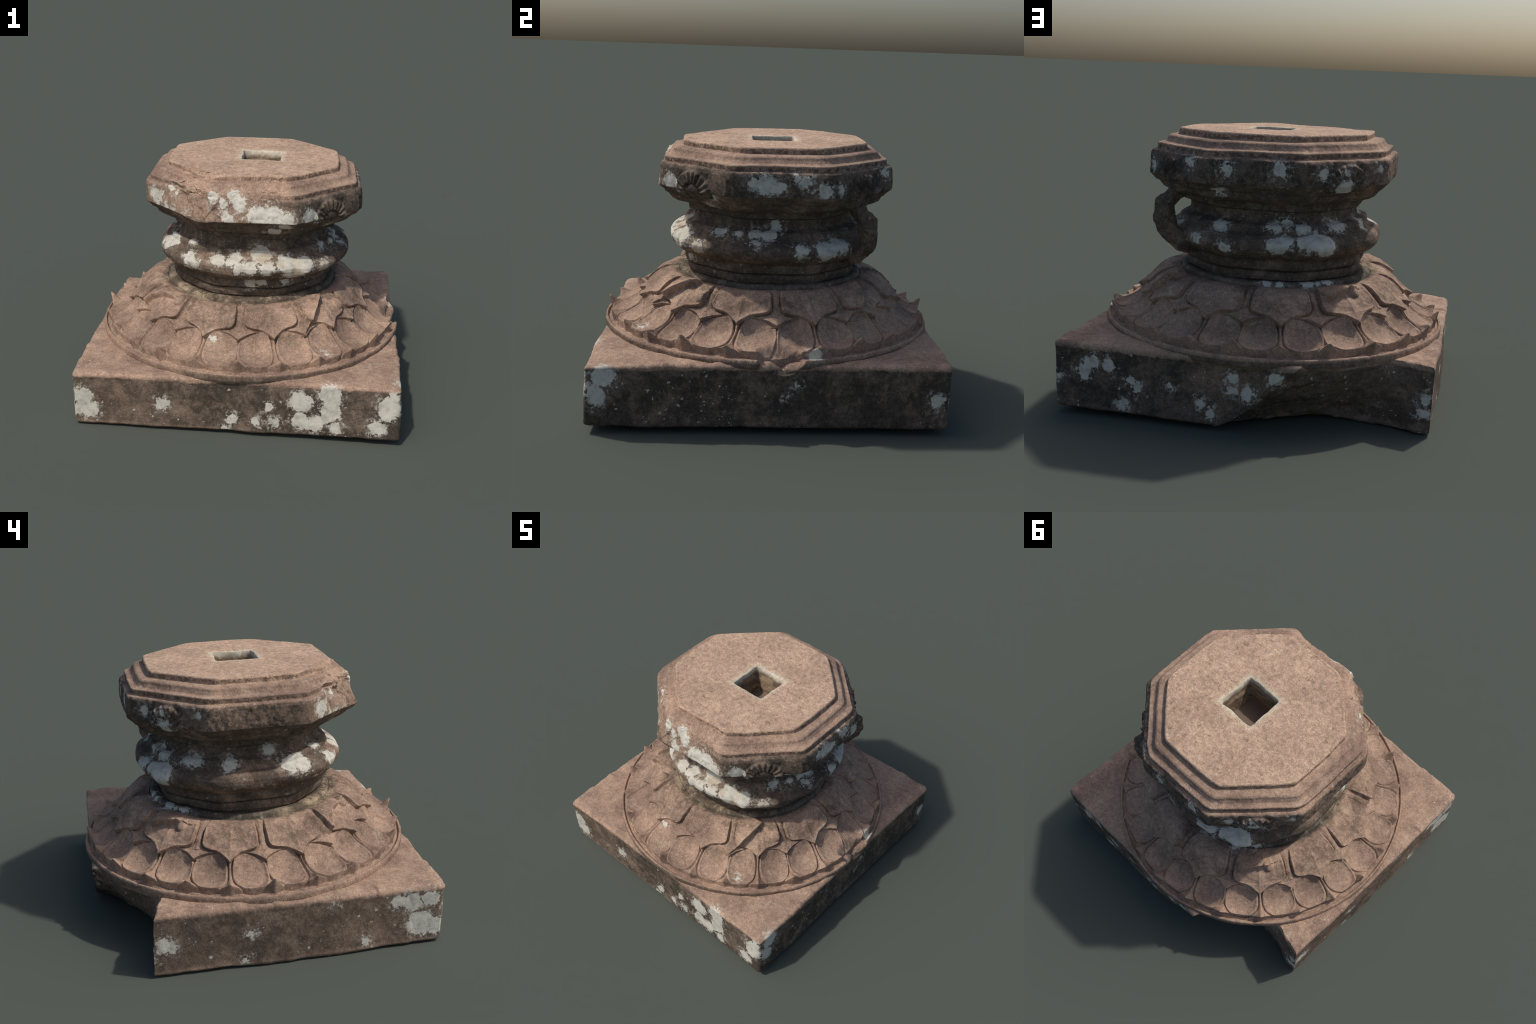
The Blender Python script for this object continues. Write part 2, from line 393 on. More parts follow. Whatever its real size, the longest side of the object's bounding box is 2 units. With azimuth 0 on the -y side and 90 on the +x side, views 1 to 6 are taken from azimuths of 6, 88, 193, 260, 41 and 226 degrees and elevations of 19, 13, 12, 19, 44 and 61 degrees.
def mat_capital():
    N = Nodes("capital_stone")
    top = N.step(N.math("MULTIPLY_ADD", N.noise(14, 5, .65)[0], .02, N.z), 1.462, 1.482)
    col = stone_base(N)
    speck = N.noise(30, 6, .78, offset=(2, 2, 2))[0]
    topc = N.colour(N.mul(N.step(N.noise(3.5, 6, .72, offset=(1, 1, 5))[0], .42, .66), .7), (.585, .405, .285), (.400, .265, .190))
    topc = N.colour(N.mul(N.step(N.noise(11, 6, .74, offset=(4, 1, 5))[0], .52, .66), .45), topc, (.330, .225, .165))
    topc = N.colour(N.mul(N.step(speck, .54, .66), .6), topc, (.62, .50, .37))
    topc = N.colour(N.mul(N.step(speck, .46, .36), .7), topc, (.22, .16, .115))
    topc = N.colour(N.mul(N.spots(55, .16, .25, (2, 8, 8)), .55), topc, (.66, .57, .47))
    col = N.colour(N.mul(top, .85), col, topc)
    # crust on the band, and mixed with painted shade on the risers; little on the freshly broken -y / -x-y flank
    ang_broken = N.step(N.add(N.mul(N.y, -.92), N.mul(N.x, -.38)), .40, .56)
    ang_west = N.step(N.mul(N.x, -1), .45, .58)
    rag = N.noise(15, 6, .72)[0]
    band = N.step(N.math("MULTIPLY_ADD", N.math("SUBTRACT", rag, .5), .07, N.z), 1.378, 1.362)
    patch = N.noise(8, 6, .72, offset=(6, 1, 6))[0]
    amount = N.mul(band, N.math("MULTIPLY_ADD", ang_broken, -.62, 1.0),
                   N.math("MULTIPLY_ADD", N.mul(ang_west, N.step(N.noise(26, 6, .75)[0], .46, .58)), -.65, 1.0),
                   N.math("MULTIPLY_ADD", N.step(patch, .56, .70), -.45, 1.0))
    blotch = N.mul(N.step(patch, .54, .64), N.step(speck, .48, .60), .55)
    col = N.colour(N.mul(blotch, N.math("SUBTRACT", 1.0, top)), col, (.075, .058, .045))
    col = N.colour(amount, col, crust_colour(N, 9, .02))
    # two risers of the stepped moulding darkened: part crust, part shade painted in
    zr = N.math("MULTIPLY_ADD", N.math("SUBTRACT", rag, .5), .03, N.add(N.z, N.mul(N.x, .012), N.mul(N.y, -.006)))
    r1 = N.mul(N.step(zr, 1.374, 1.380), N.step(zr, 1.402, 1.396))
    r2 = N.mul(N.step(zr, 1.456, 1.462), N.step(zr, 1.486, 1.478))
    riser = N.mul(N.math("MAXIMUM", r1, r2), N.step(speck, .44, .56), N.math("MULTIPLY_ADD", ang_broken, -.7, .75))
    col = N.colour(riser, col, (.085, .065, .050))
    # pale limey rim of the socket
    hx = N.math("ABSOLUTE", N.math("SUBTRACT", N.x, HOLE_C[0])); hy = N.math("ABSOLUTE", N.math("SUBTRACT", N.y, HOLE_C[1]))
    hd = N.math("MAXIMUM", hx, hy)
    rim = N.step(N.math("MULTIPLY_ADD", rag, .07, hd), .205, .155)
    col = N.colour(N.mul(rim, .8), col, (.66, .56, .41))
    col = put_lichen(N, grain(N, col), N.colonies([(*q[:3], q[3] * 1.1 + .004) for q in CAPITAL_LICHEN]))
    sp = N.mul(N.spots(24, .16, .10, (1, 6, 2)), 1.0)
    col = N.colour(N.mul(sp, .6), col, (.58, .50, .44))
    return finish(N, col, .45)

def mat_socket():
    N = Nodes("socket_stone")
    col = N.colour(N.step(N.noise(9, 5, .65, stretch=(1, 1, 2.5))[0], .42, .60), (.34, .25, .165), (.17, .125, .085))
    lime = N.step(N.math("MULTIPLY_ADD", N.noise(16, 4, .6)[0], .06, N.z), 1.475, 1.505)
    col = N.colour(N.mul(lime, .8), col, (.66, .60, .48))
    col = grain(N, col, .7)
    floor = N.step(N.z, HOLE_Z + .012, HOLE_Z)
    col = N.colour(floor, col, (.20, .15, .115))
    return finish(N, col, .3)

def build_materials():
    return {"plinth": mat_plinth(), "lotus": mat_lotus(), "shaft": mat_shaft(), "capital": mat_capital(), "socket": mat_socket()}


# ================================================================== PLINTH
def closed_path(corners, n_per_m, rounding):
    """polyline with rounded corners resampled evenly; corners: list of (x,y,round?)"""
    pts = []
    m = len(corners)
    for k in range(m):
        p0, p1, p2 = (np.array(corners[(k + d) % m][:2], float) for d in (-1, 0, 1))
        r = corners[k][2] if len(corners[k]) > 2 else rounding
        a = p0 - p1; a /= np.linalg.norm(a)
        b = p2 - p1; b /= np.linalg.norm(b)
        for t in np.linspace(0, 1, 9):
            s, e = p1 + a * r, p1 + b * r
            pts.append((1-t)**2 * s + 2*t*(1-t) * p1 + t*t * e)
    return np.array(pts)

def resample_open(pts, n):
    pts = np.asarray(pts, float)
    L = np.concatenate([[0], np.cumsum(np.linalg.norm(np.diff(pts, axis=0), axis=1))])
    s = np.linspace(0, L[-1], n)
    return np.stack([np.interp(s, L, pts[:, k]) for k in range(2)], 1)

def fillet(pts, r, steps=7):
    """round the inner corners of an open polyline"""
    out = [np.array(pts[0], float)]
    for k in range(1, len(pts) - 1):
        p0, p1, p2 = (np.array(pts[k + d], float) for d in (-1, 0, 1))
        a, b = p0 - p1, p2 - p1
        rr = min(r, np.linalg.norm(a) * .45, np.linalg.norm(b) * .45)
        a = a / np.linalg.norm(a) * rr; b = b / np.linalg.norm(b) * rr
        for t in np.linspace(0, 1, steps):
            out.append((1-t)**2 * (p1 + a) + 2*t*(1-t) * p1 + t*t * (p1 + b))
    out.append(np.array(pts[-1], float))
    return np.array(out)

def plinth_outline(h, n_sound, n_break):
    """footprint at relative height h (0 bottom, 1 top). Runs along the sound
    sides from the start of the break round to the tip D, then back along the
    broken, scooped flank."""
    A = mix(np.array([1.000, -.982]), np.array([.992, -.972]), h)
    B = mix(np.array([-.962, -.950]), np.array([-.955, -.960]), h)
    C = mix(np.array([.962, .968]), np.array([.960, .967]), h)
    D = mix(np.array([-.990, .676]), np.array([-.995, .658]), h)
    S = mix(np.array([.10, .955]), np.array([-.34, .956]), h ** 0.8 + .05 * math.sin(h * 7))      # break starts here
    mid_x = np.array([.972, .0])
    sound = fillet([S, C, mid_x, A, (0.0, -.958), B, (-.988, -.05), D], .03)
    bottom = np.array([(.10, .962), (.00, .875), (-.15, .735), (-.30, .630), (-.41, .568), (-.53, .560),
                       (-.66, .588), (-.78, .622), (-.88, .655), (-.990, .676)])
    top = np.array([(-.34, .950), (-.40, .872), (-.48, .826), (-.56, .775), (-.63, .720), (-.69, .665),
                    (-.75, .615), (-.80, .610), (-.88, .625), (-.995, .658)])
    hh = sstep(h, 0, 1) * .6 + h * .4
    flank = mix(bottom, top, hh)
    swell = np.array([0, .03, .03, .05, .045, .025, .01, .01, .02, 0])      # rounded shoulder of the break
    flank = flank + (swell * 4 * h * (1 - h))[:, None] * np.array([-.35, .9])
    flank[0], flank[-1] = S, D
    flank = fillet(flank, .03)[::-1]
    a = resample_open(sound, n_sound)
    b = resample_open(flank, n_break + 2)[1:-1]
    return np.concatenate([a, b])

def build_plinth(mat_side, mat_top, parent):
    ns, nb = 1050, 250
    n = ns + nb
    rows = []
    ctr = np.array([0.0, -.08])
    def z_bottom(x, y):
        return .016 + .016 * x + .004 * np.abs(y)
    def z_top(x, y):
        return .378 + .012 * (x + y) - .012 * np.abs(x * y) ** 2 + 0 * x
    bot = plinth_outline(0.0, ns, nb)
    for t in np.linspace(.03, .97, 34):                      # underside
        p = ctr + (bot - ctr) * t
        rows.append(np.column_stack([p, z_bottom(p[:, 0], p[:, 1]) + .012 * (1 - t)]))
    soft = .014
    for t in np.linspace(0, 1, 56):                          # walls, arrises rounded
        h = t
        p = plinth_outline(h, ns, nb)
        inset = soft * (max(0, 1 - t / .06) ** 2 * 1.6 + max(0, (t - .955) / .045) ** 2)
        d = p - ctr
        p = p - d / np.linalg.norm(d, axis=1, keepdims=True) * inset
        zb, zt = z_bottom(p[:, 0], p[:, 1]), z_top(p[:, 0], p[:, 1])
        rows.append(np.column_stack([p, mix(zb, zt, t)]))
    top = rows[-1][:, :2]
    for t in np.linspace(.988, .03, 60):                     # upper face
        p = ctr + (top - ctr) * t
        zt = z_top(p[:, 0], p[:, 1])
        rows.append(np.column_stack([p, zt + .003 * min(1, (1 - t) / .05)]))
    P = np.array(rows)
    n_under, n_wall = 34, 56
    N = grid_normals(P, flip=False)
    # weathering: lumps, pits and small edge losses
    brk = np.zeros(P.shape[:2]); brk[:, ns:] = 1
    wall = np.zeros(P.shape[:2]); wall[n_under:n_under + n_wall] = 1
    lump = fbm(P, 3.2, 2, 1) * .006 + fbm(P, 14, 3, 5) * .0022
    lump += wall * brk * (fbm(P * np.array([1, 1, 1.6]), 7, 4, 11) * .014)
    edge = np.zeros(P.shape[:2])
    te = np.abs(np.arange(P.shape[0]) - (n_under + n_wall - 1))[:, None]
    nick = np.clip(fbm(P, 9, 3, 23) - .12, 0, 1) * gauss(te, 3.5)
    out = N
    P = P + out * lump[..., None] - out * (nick * .014)[..., None]
    # bite out of the upper edge on the +x side, below the damaged petals
    dx = np.sqrt(((P[..., 1] - .075) / .085) ** 2 + ((P[..., 0] - 1.0) / .14) ** 2 + ((P[..., 2] - .395) / .065) ** 2)
    bite = np.clip(1 - dx, 0, 1)
    P[..., 2] -= bite * .05 * (P[..., 0] > .8)
    P[..., 0] -= bite * .03 * (P[..., 0] > .8)
    P[..., 2] = np.maximum(P[..., 2], 0.0005 + 0 * P[..., 2])
    P[..., 2] -= P[..., 2].min()
    split_grid(P, np.zeros((P.shape[0] - 1, n), int), {0: ("plinth", mat_side, parent)})

# =================================================================== LOTUS
LOTUS_C = (0.004, 0.020)
# curled-over petal tips on the four diagonals: (petal angle, ridge polyline of (d_angle, v), height, knob (d_angle, v, size))
CURLS = {
    -45:  ([(5, .10), (-1, .20), (-7, .32), (-12.5, .46)], .038, (11, .30, .020)),
    -135: ([(-13, .46), (-9, .30), (-3, .21), (6, .19)], .038, (9, .20, .032)),
    135:  ([(-11, .30), (-5, .24), (1, .20), (6, .19)], .034, (6, .21, .024)),
    45:   ([(3, .08), (1, .18), (-1, .32), (-6, .46)], .038, (-9, .42, .012)),
}

def build_lotus(mat, mat_ring, parent):
    n_ang = 1440
    prof = [(.556, .678), (.602, .672), (.650, .649), (.693, .611), (.730, .565), (.764, .521),
            (.801, .481), (.846, .453), (.890, .433), (.925, .420), (.950, .410)]
    prof = np.array(prof)
    L = np.concatenate([[0], np.cumsum(np.linalg.norm(np.diff(prof, axis=0), axis=1))])
    v_ctrl = L / L[-1]
    nv = 250
    v = np.concatenate([np.linspace(0, .40, 76, endpoint=False), np.linspace(.40, .62, 74, endpoint=False),
                        np.linspace(.62, 1.0, 100)])
    r0 = interp(v, list(zip(v_ctrl, prof[:, 0])))
    z0 = interp(v, list(zip(v_ctrl, prof[:, 1])))
    tr, tz = np.gradient(r0, v), np.gradient(z0, v)
    ln = np.hypot(tr, tz)
    nr, nz = -tz / ln, tr / ln
    ang = np.arange(n_ang) * 360.0 / n_ang
    V, A = np.meshgrid(v, ang, indexing="ij")
    wob = 0.9 * np.sin(np.radians(A) * 5 + 1.0) + .6 * np.sin(np.radians(A) * 3)
    Aw = A - 0.8 - wob * .5                         # slight hand-carved irregularity
    a = adiff((Aw - 15.0) % 30.0, 15.0) / 15.0 if False else (((Aw - 15.0) + 15.0) % 30.0 - 15.0) / 15.0   # -1..1 round upper petal centres
    b = ((Aw + 15.0) % 30.0 - 15.0) / 15.0          # -1..1 round lower petal centres
    up_id = np.floor(((Aw - 15.0 + 15.0) % 360.0) / 30.0).astype(int)
    lo_id = np.floor(((Aw + 15.0) % 360.0) / 30.0).astype(int)
    arc = np.radians(15.0) * r0[:, None]
    dv_m = L[-1]

    def edge_dist(F):
        """turn an implicit function (metres sideways) into a distance to its zero line"""
        gv = np.gradient(F, v, axis=0) / dv_m
        ga = (np.roll(F, -1, 1) - np.roll(F, 1, 1)) / (2 * np.radians(360.0 / n_ang) * r0[:, None])
        return F / np.sqrt(gv ** 2 + ga ** 2 + .05)

    jit = np.array([math.sin(k * 12.9898) for k in range(12)])
    tip = (jit[up_id] * .010)
    w_up = interp(V - tip, [(0, .76), (.08, .81), (.22, .865), (.35, .860), (.40, .79), (.427, .64), (.445, .44), (.470, .28), (.515, .15), (.55, .07), (.585, .0), (.61, -.2), (1.0, -3.0)])
    d_up = edge_dist((w_up - np.abs(a)) * arc)
    w_mid = interp(V, [(0, 1.05), (.40, 1.02), (.432, .80), (.455, .58), (.475, .40), (.50, .24), (.54, .10), (.575, 0), (.60, -.2), (1.0, -3.0)])
    d_mid = edge_dist((w_mid - np.abs(b)) * arc)
    m_up = sstep(d_up, -.002, .0045)
    m_mid = sstep(d_mid, -.002, .0045)

    # thickness of the upper row above the dome
    t_up = interp(V, [(0, .004), (.08, .012), (.20, .025), (.34, .033), (.45, .038), (.575, .047), (1, .047)])
    lip = .003 * gauss(d_up - .008, .006) * sstep(V, .08, .2)
    dish = -.004 * sstep(d_up, .0, .05) * (1 - gauss(a, .10)) * sstep(V, .1, .25)
    vein = .0018 * gauss(a, .03) * sstep(V, .05, .2)
    fold = .008 * gauss(a, .22) * sstep(V, .36, .56)
    T_up = t_up + lip + dish + vein + fold
    t_mid = interp(V, [(0, .004), (.08, .008), (.2, .010), (.40, .017), (.575, .040), (1, .042)])
    T_mid = t_mid + .004 * gauss(b, .06) * (V < .45) + .006 * gauss(b, .2) * sstep(V, .38, .56) - .009 * gauss(d_up + .003, .0045) * sstep(V, .06, .2)

    # ---- lower row: each petal is two hollow lobes with an up-turned tip between
    lobe_u = (np.abs(b) - .470) / .462
    lobe_v = (V - .700) / .272
    lob = (np.abs(lobe_u) ** 2.5 + np.abs(lobe_v) ** 2.5) ** (1 / 2.5)
    inside = 1 - sstep(lob, .985, 1.05)
    hollow = (-.019 * np.clip(1 - lob ** 2.4, 0, 1) + .011 + .003 * gauss(lob - .95, .05)) * inside
    rim_line = -.009 * gauss(lob - 1.06, .035) * (.35 + .65 * (np.abs(b) > .3))
    tipj = 1 + .18 * np.sin(lo_id * 2.4)
    g_tip = np.exp(-(np.abs(b) / .17) ** 1.6) * (1 - sstep(np.abs(b), .4, .6))
    rise = sstep(V, .84, .985)
    tip_h = (.062 * tipj) * g_tip * rise ** 1.6 + .003 * gauss(b, .05) * sstep(V, .5, .8)
    wedge_w = interp(V, [(.4, .05), (.7, .06), (.82, .09), (.95, .22), (1, .25)])
    g_w = np.clip(1 - (1 - np.abs(b)) / (wedge_w * 1.6), 0, 1) ** 1.3
    wedge_h = (.008 + .036 * sstep(V, .84, .99)) * g_w + .006 * gauss(1 - np.abs(b), .05)
    groove = -.006 * gauss((1 - np.abs(b)) - wedge_w * 1.15, .022) * sstep(V, .45, .6) * (1 - sstep(V, .9, .96))
    T_lo = hollow + rim_line + groove
    lift = np.maximum(tip_h, wedge_h)               # vertical
    # scalloped outer border
    v_end = .962 + .034 * np.exp(-(np.abs(b) / .17) ** 1.3) + .034 * np.exp(-((1 - np.abs(b)) / .15) ** 1.3)
    F_end = (v_end - V) * dv_m
    m_end = sstep(F_end, -.003, .004)
    T_lo = T_lo + .016 * m_end
    lift = lift * m_end - .006 * (1 - m_end)

    T_lo = T_lo - .008 * gauss(np.minimum(-d_mid, 1) - .004, .006) * sstep(V, .40, .46) * (V < .62)
    T = mix(T_lo, T_mid, m_mid)
    # upper layer hides the lift of lower tips
    lift = lift * (1 - np.maximum(m_up, m_mid))
    T = mix(T, T_up, m_up)

    # ---- curled petals
    for pa, (ridge, hgt, knob) in CURLS.items():
        da = adiff(A, pa)
        T = T + .010 * gauss(da, 13) * gauss(V - .30, .16)
        near = np.abs(da) < 22
        best = np.full(A.shape, 9.0); side = np.zeros(A.shape)
        tpos = np.zeros(A.shape)
        px = np.radians(da) * r0[:, None]; py = V * dv_m
        seg = [(math.radians(q[0]) * .68, q[1] * dv_m) for q in ridge]
        for k in range(len(seg) - 1):
            (x1, y1), (x2, y2) = seg[k], seg[k + 1]
            ex, ey = x2 - x1, y2 - y1
            t = np.clip(((px - x1) * ex + (py - y1) * ey) / (ex * ex + ey * ey), 0, 1)
            d = np.hypot(px - x1 - t * ex, py - y1 - t * ey)
            s = np.sign(ex * (py - y1) - ey * (px - x1))
            upd = d < best
            best = np.where(upd, d, best); side = np.where(upd, s, side)
            tpos = np.where(upd, (k + t) / (len(seg) - 1), tpos)
        below = (side * (1 if pa != 45 and pa != -45 else -1)) > 0     # downhill, undercut flank
        fade = sstep(tpos, 0, .15) * (1 - sstep(tpos, .85, 1.0) * .6)
        sd = np.where(below, best, -best)
        flap = np.where(sd < 0, np.exp(-np.abs(sd) / .045), 1 - sstep(sd, .0, .012)) * fade
        scoop = -.012 * np.where(sd > 0, gauss(sd - .03, .03), 0) * fade
        kx, ky = math.radians(knob[0]) * .68, knob[1] * dv_m
        kn = np.clip(1 - (np.hypot(px - kx, py - ky) / .035) ** 2, 0, 1)
        T = T + near * (1 - sstep(np.abs(da), 15, 19)) * (hgt * flap + scoop + knob[2] * kn ** .7) * (V < .56)

    # ---- assemble, adding neck ring above and base fillet below
    R = r0[:, None] + nr[:, None] * T + lift * .25
    Z = z0[:, None] + nz[:, None] * T + lift * .97
    ring = [(.40, .684), (.44, .686), (.470, .692), (.500, .702), (.525, .706), (.541, .703), (.550, .695), (.553, .684), (.554, .674)]
    rim = [(.953, .397), (.961, .394), (.967, .398), (.969, .408), (.977, .409), (.982, .404), (.985, .392), (.985, .372), (.980, .360), (.955, .345)]
    def dense(pts, n):
        pts = np.array(pts); l = np.concatenate([[0], np.cumsum(np.hypot(*np.diff(pts, axis=0).T))])
        s = np.linspace(0, l[-1], n)
        return np.interp(s, l, pts[:, 0]), np.interp(s, l, pts[:, 1])
    ra, za = dense(ring, 34)
    rb, zb = dense(rim, 34)
    one = np.ones((1, n_ang))
    R = np.concatenate([ra[:, None] * one, R, rb[:, None] * one])
    Z = np.concatenate([za[:, None] * one, Z, zb[:, None] * one])
    nrow = len(R)
    blend = np.concatenate([np.linspace(.8, 1, 34), np.ones(nv), np.linspace(1, .15, 34)])[:, None]
    blend = np.concatenate([np.ones(34), 1 - .55 * sstep(v, .6, 1.0), np.full(34, .45)])[:, None]
    rim_shift = np.concatenate([np.zeros(34), sstep(v, .7, 1.0), np.ones(34)])[:, None]
    cx = .010 * rim_shift + LOTUS_C[0] * blend + .010 * (1 - sstep(np.arange(nrow), 0, 60))[:, None]
    cy = LOTUS_C[1] * blend - .006 * rim_shift
    rad = np.radians(ang)[None, :]
    P = np.stack([cx + R * np.cos(rad), cy + R * np.sin(rad), Z], -1)
    P[..., 2] += .004 + .008 * P[..., 0] + .006 * P[..., 1]
    N = grid_normals(P)
    P = P + N * (fbm(P, 7, 2, 31) * .0025 + fbm(P, 26, 3, 37) * .0016)[..., None]
    # eroded ragged lips on the tips and a bite out of the border at +x
    dxy = np.sqrt(((P[..., 1] - .045) / .135) ** 2 + ((P[..., 0] - .985) / .135) ** 2)
    bite = 1 - sstep(dxy + fbm(P, 12, 3, 41) * .10, .55, 1.0)
    target = np.minimum(P[..., 2], .455 - (P[..., 0] - .84) * .62 + fbm(P, 14, 3, 43) * .010)
    P[..., 2] = mix(P[..., 2], np.maximum(target, .33), bite)
    rr = np.hypot(P[..., 0], P[..., 1])
    pull = 1 - bite * np.clip((rr - .925), 0, 1) * .9
    P[..., 0] *= pull

    # ---- labels
    lab = np.zeros((nrow - 1, n_ang), int)
    rows = slice(34, 34 + nv)
    up_mask = d_up > -.0015
    mid_mask = (d_mid > -.0015) & ~up_mask
    low_mask = (~up_mask) & (~mid_mask) & (F_end > -.002)
    body = np.zeros((nv, n_ang), int)
    body[low_mask] = 200 + lo_id[low_mask]
    body[mid_mask] = 300 + lo_id[mid_mask]
    body[up_mask] = 100 + up_id[up_mask]
    lab[rows][:] = body[:]
    lab[:33] = 2
    lab[33] = 2
    table = {0: ("lotus_border", mat, parent), 2: ("neck_ring", mat_ring, parent)}
    for k in range(12):
        table[100 + k] = ("upper_petal", mat, parent)
        table[200 + k] = ("lower_petal", mat, parent)
        table[300 + k] = ("middle_petal", mat, parent)
    split_grid(P, lab, table)

# =================================================================== SHAFT
SH_ROT = 2.0            # rotation of the octagon, degrees
SH_C = (.022, .016)
PROFILE = [  # (apothem, z, octagon sharpness, part)
    (.460, .640, .72, 0), (.468, .690, .72, 0), (.472, .704, .72, 0), (.486, .710, .72, 0), (.494, .735, .72, 0), (.492, .757, .72, 0), (.480, .762, .72, 0),
    (.498, .767, .72, 0), (.510, .774, .72, 0), (.516, .800, .72, 0), (.513, .818, .72, 0),
    (.518, .826, .5, 1), (.546, .837, .5, 1), (.573, .855, .5, 1), (.594, .876, .5, 1), (.604, .900, .5, 1), (.605, .922, .5, 1), (.592, .946, .5, 1), (.566, .963, .5, 1), (.540, .970, .6, 1),
    (.526, .978, .72, 2), (.524, 1.000, .72, 2), (.513, 1.014, .72, 2), (.490, 1.020, .72, 2), (.474, 1.028, .72, 2), (.468, 1.052, .72, 2), (.471, 1.080, .72, 2),
    (.488, 1.088, .95, 3), (.500, 1.092, .95, 3), (.505, 1.122, .95, 3), (.508, 1.128, .95, 3), (.542, 1.134, 1, 3), (.574, 1.143, 1, 3), (.604, 1.161, 1, 3), (.620, 1.182, 1, 3), (.626, 1.190, 1, 3), (.646, 1.199, 1, 3), (.664, 1.221, 1, 3),
    (.677, 1.236, 1, 4), (.679, 1.260, 1, 4), (.676, 1.348, 1, 4), (.670, 1.364, 1, 4), (.662, 1.371, 1, 4),
    (.650, 1.371, 1, 5), (.644, 1.375, 1, 5), (.645, 1.402, 1, 5), (.641, 1.407, 1, 5), (.622, 1.410, 1, 5), (.612, 1.414, 1, 5), (.600, 1.430, 1, 5), (.594, 1.444, 1, 5), (.584, 1.451, 1, 5), (.556, 1.454, 1, 5), (.540, 1.456, 1, 5), (.538, 1.462, 1, 5), (.537, 1.484, 1, 5), (.531, 1.491, 1, 5), (.522, 1.492, 1, 5),
]


def oct_radius(ap, deg, sharp):
    d = np.radians((deg - SH_ROT + 22.5) % 45.0 - 22.5)
    soft = np.radians(22.5) - np.abs(d)
    sec = 1 / np.cos(d)
    sec = sec - .012 * np.exp(-soft / .03) - (1 - sharp) * .05 * np.exp(-soft / .10)    # worn arrises
    return ap * (1 + sharp * (sec - 1) + (1 - sharp) * .035)

def fan_relief(tx, z, zc):
    """half rosette carved on a face: tx tangential metres, z height"""
    rho = np.hypot(tx, (z - zc) * 1.0)
    th = np.degrees(np.arctan2(z - zc, tx))
    inner = .018 * np.clip(1 - (rho / .062) ** 2, 0, 1) ** .5
    band = sstep(rho, .062, .076) * (1 - sstep(rho, .126, .142))
    flute = .5 + .5 * np.cos(np.radians(th * 360 / 18.0))
    outer = band * (.007 + .012 * flute ** .8) * (1 + .25 * np.sin(th * .11))
    return (inner + outer) * (z > zc - .03)

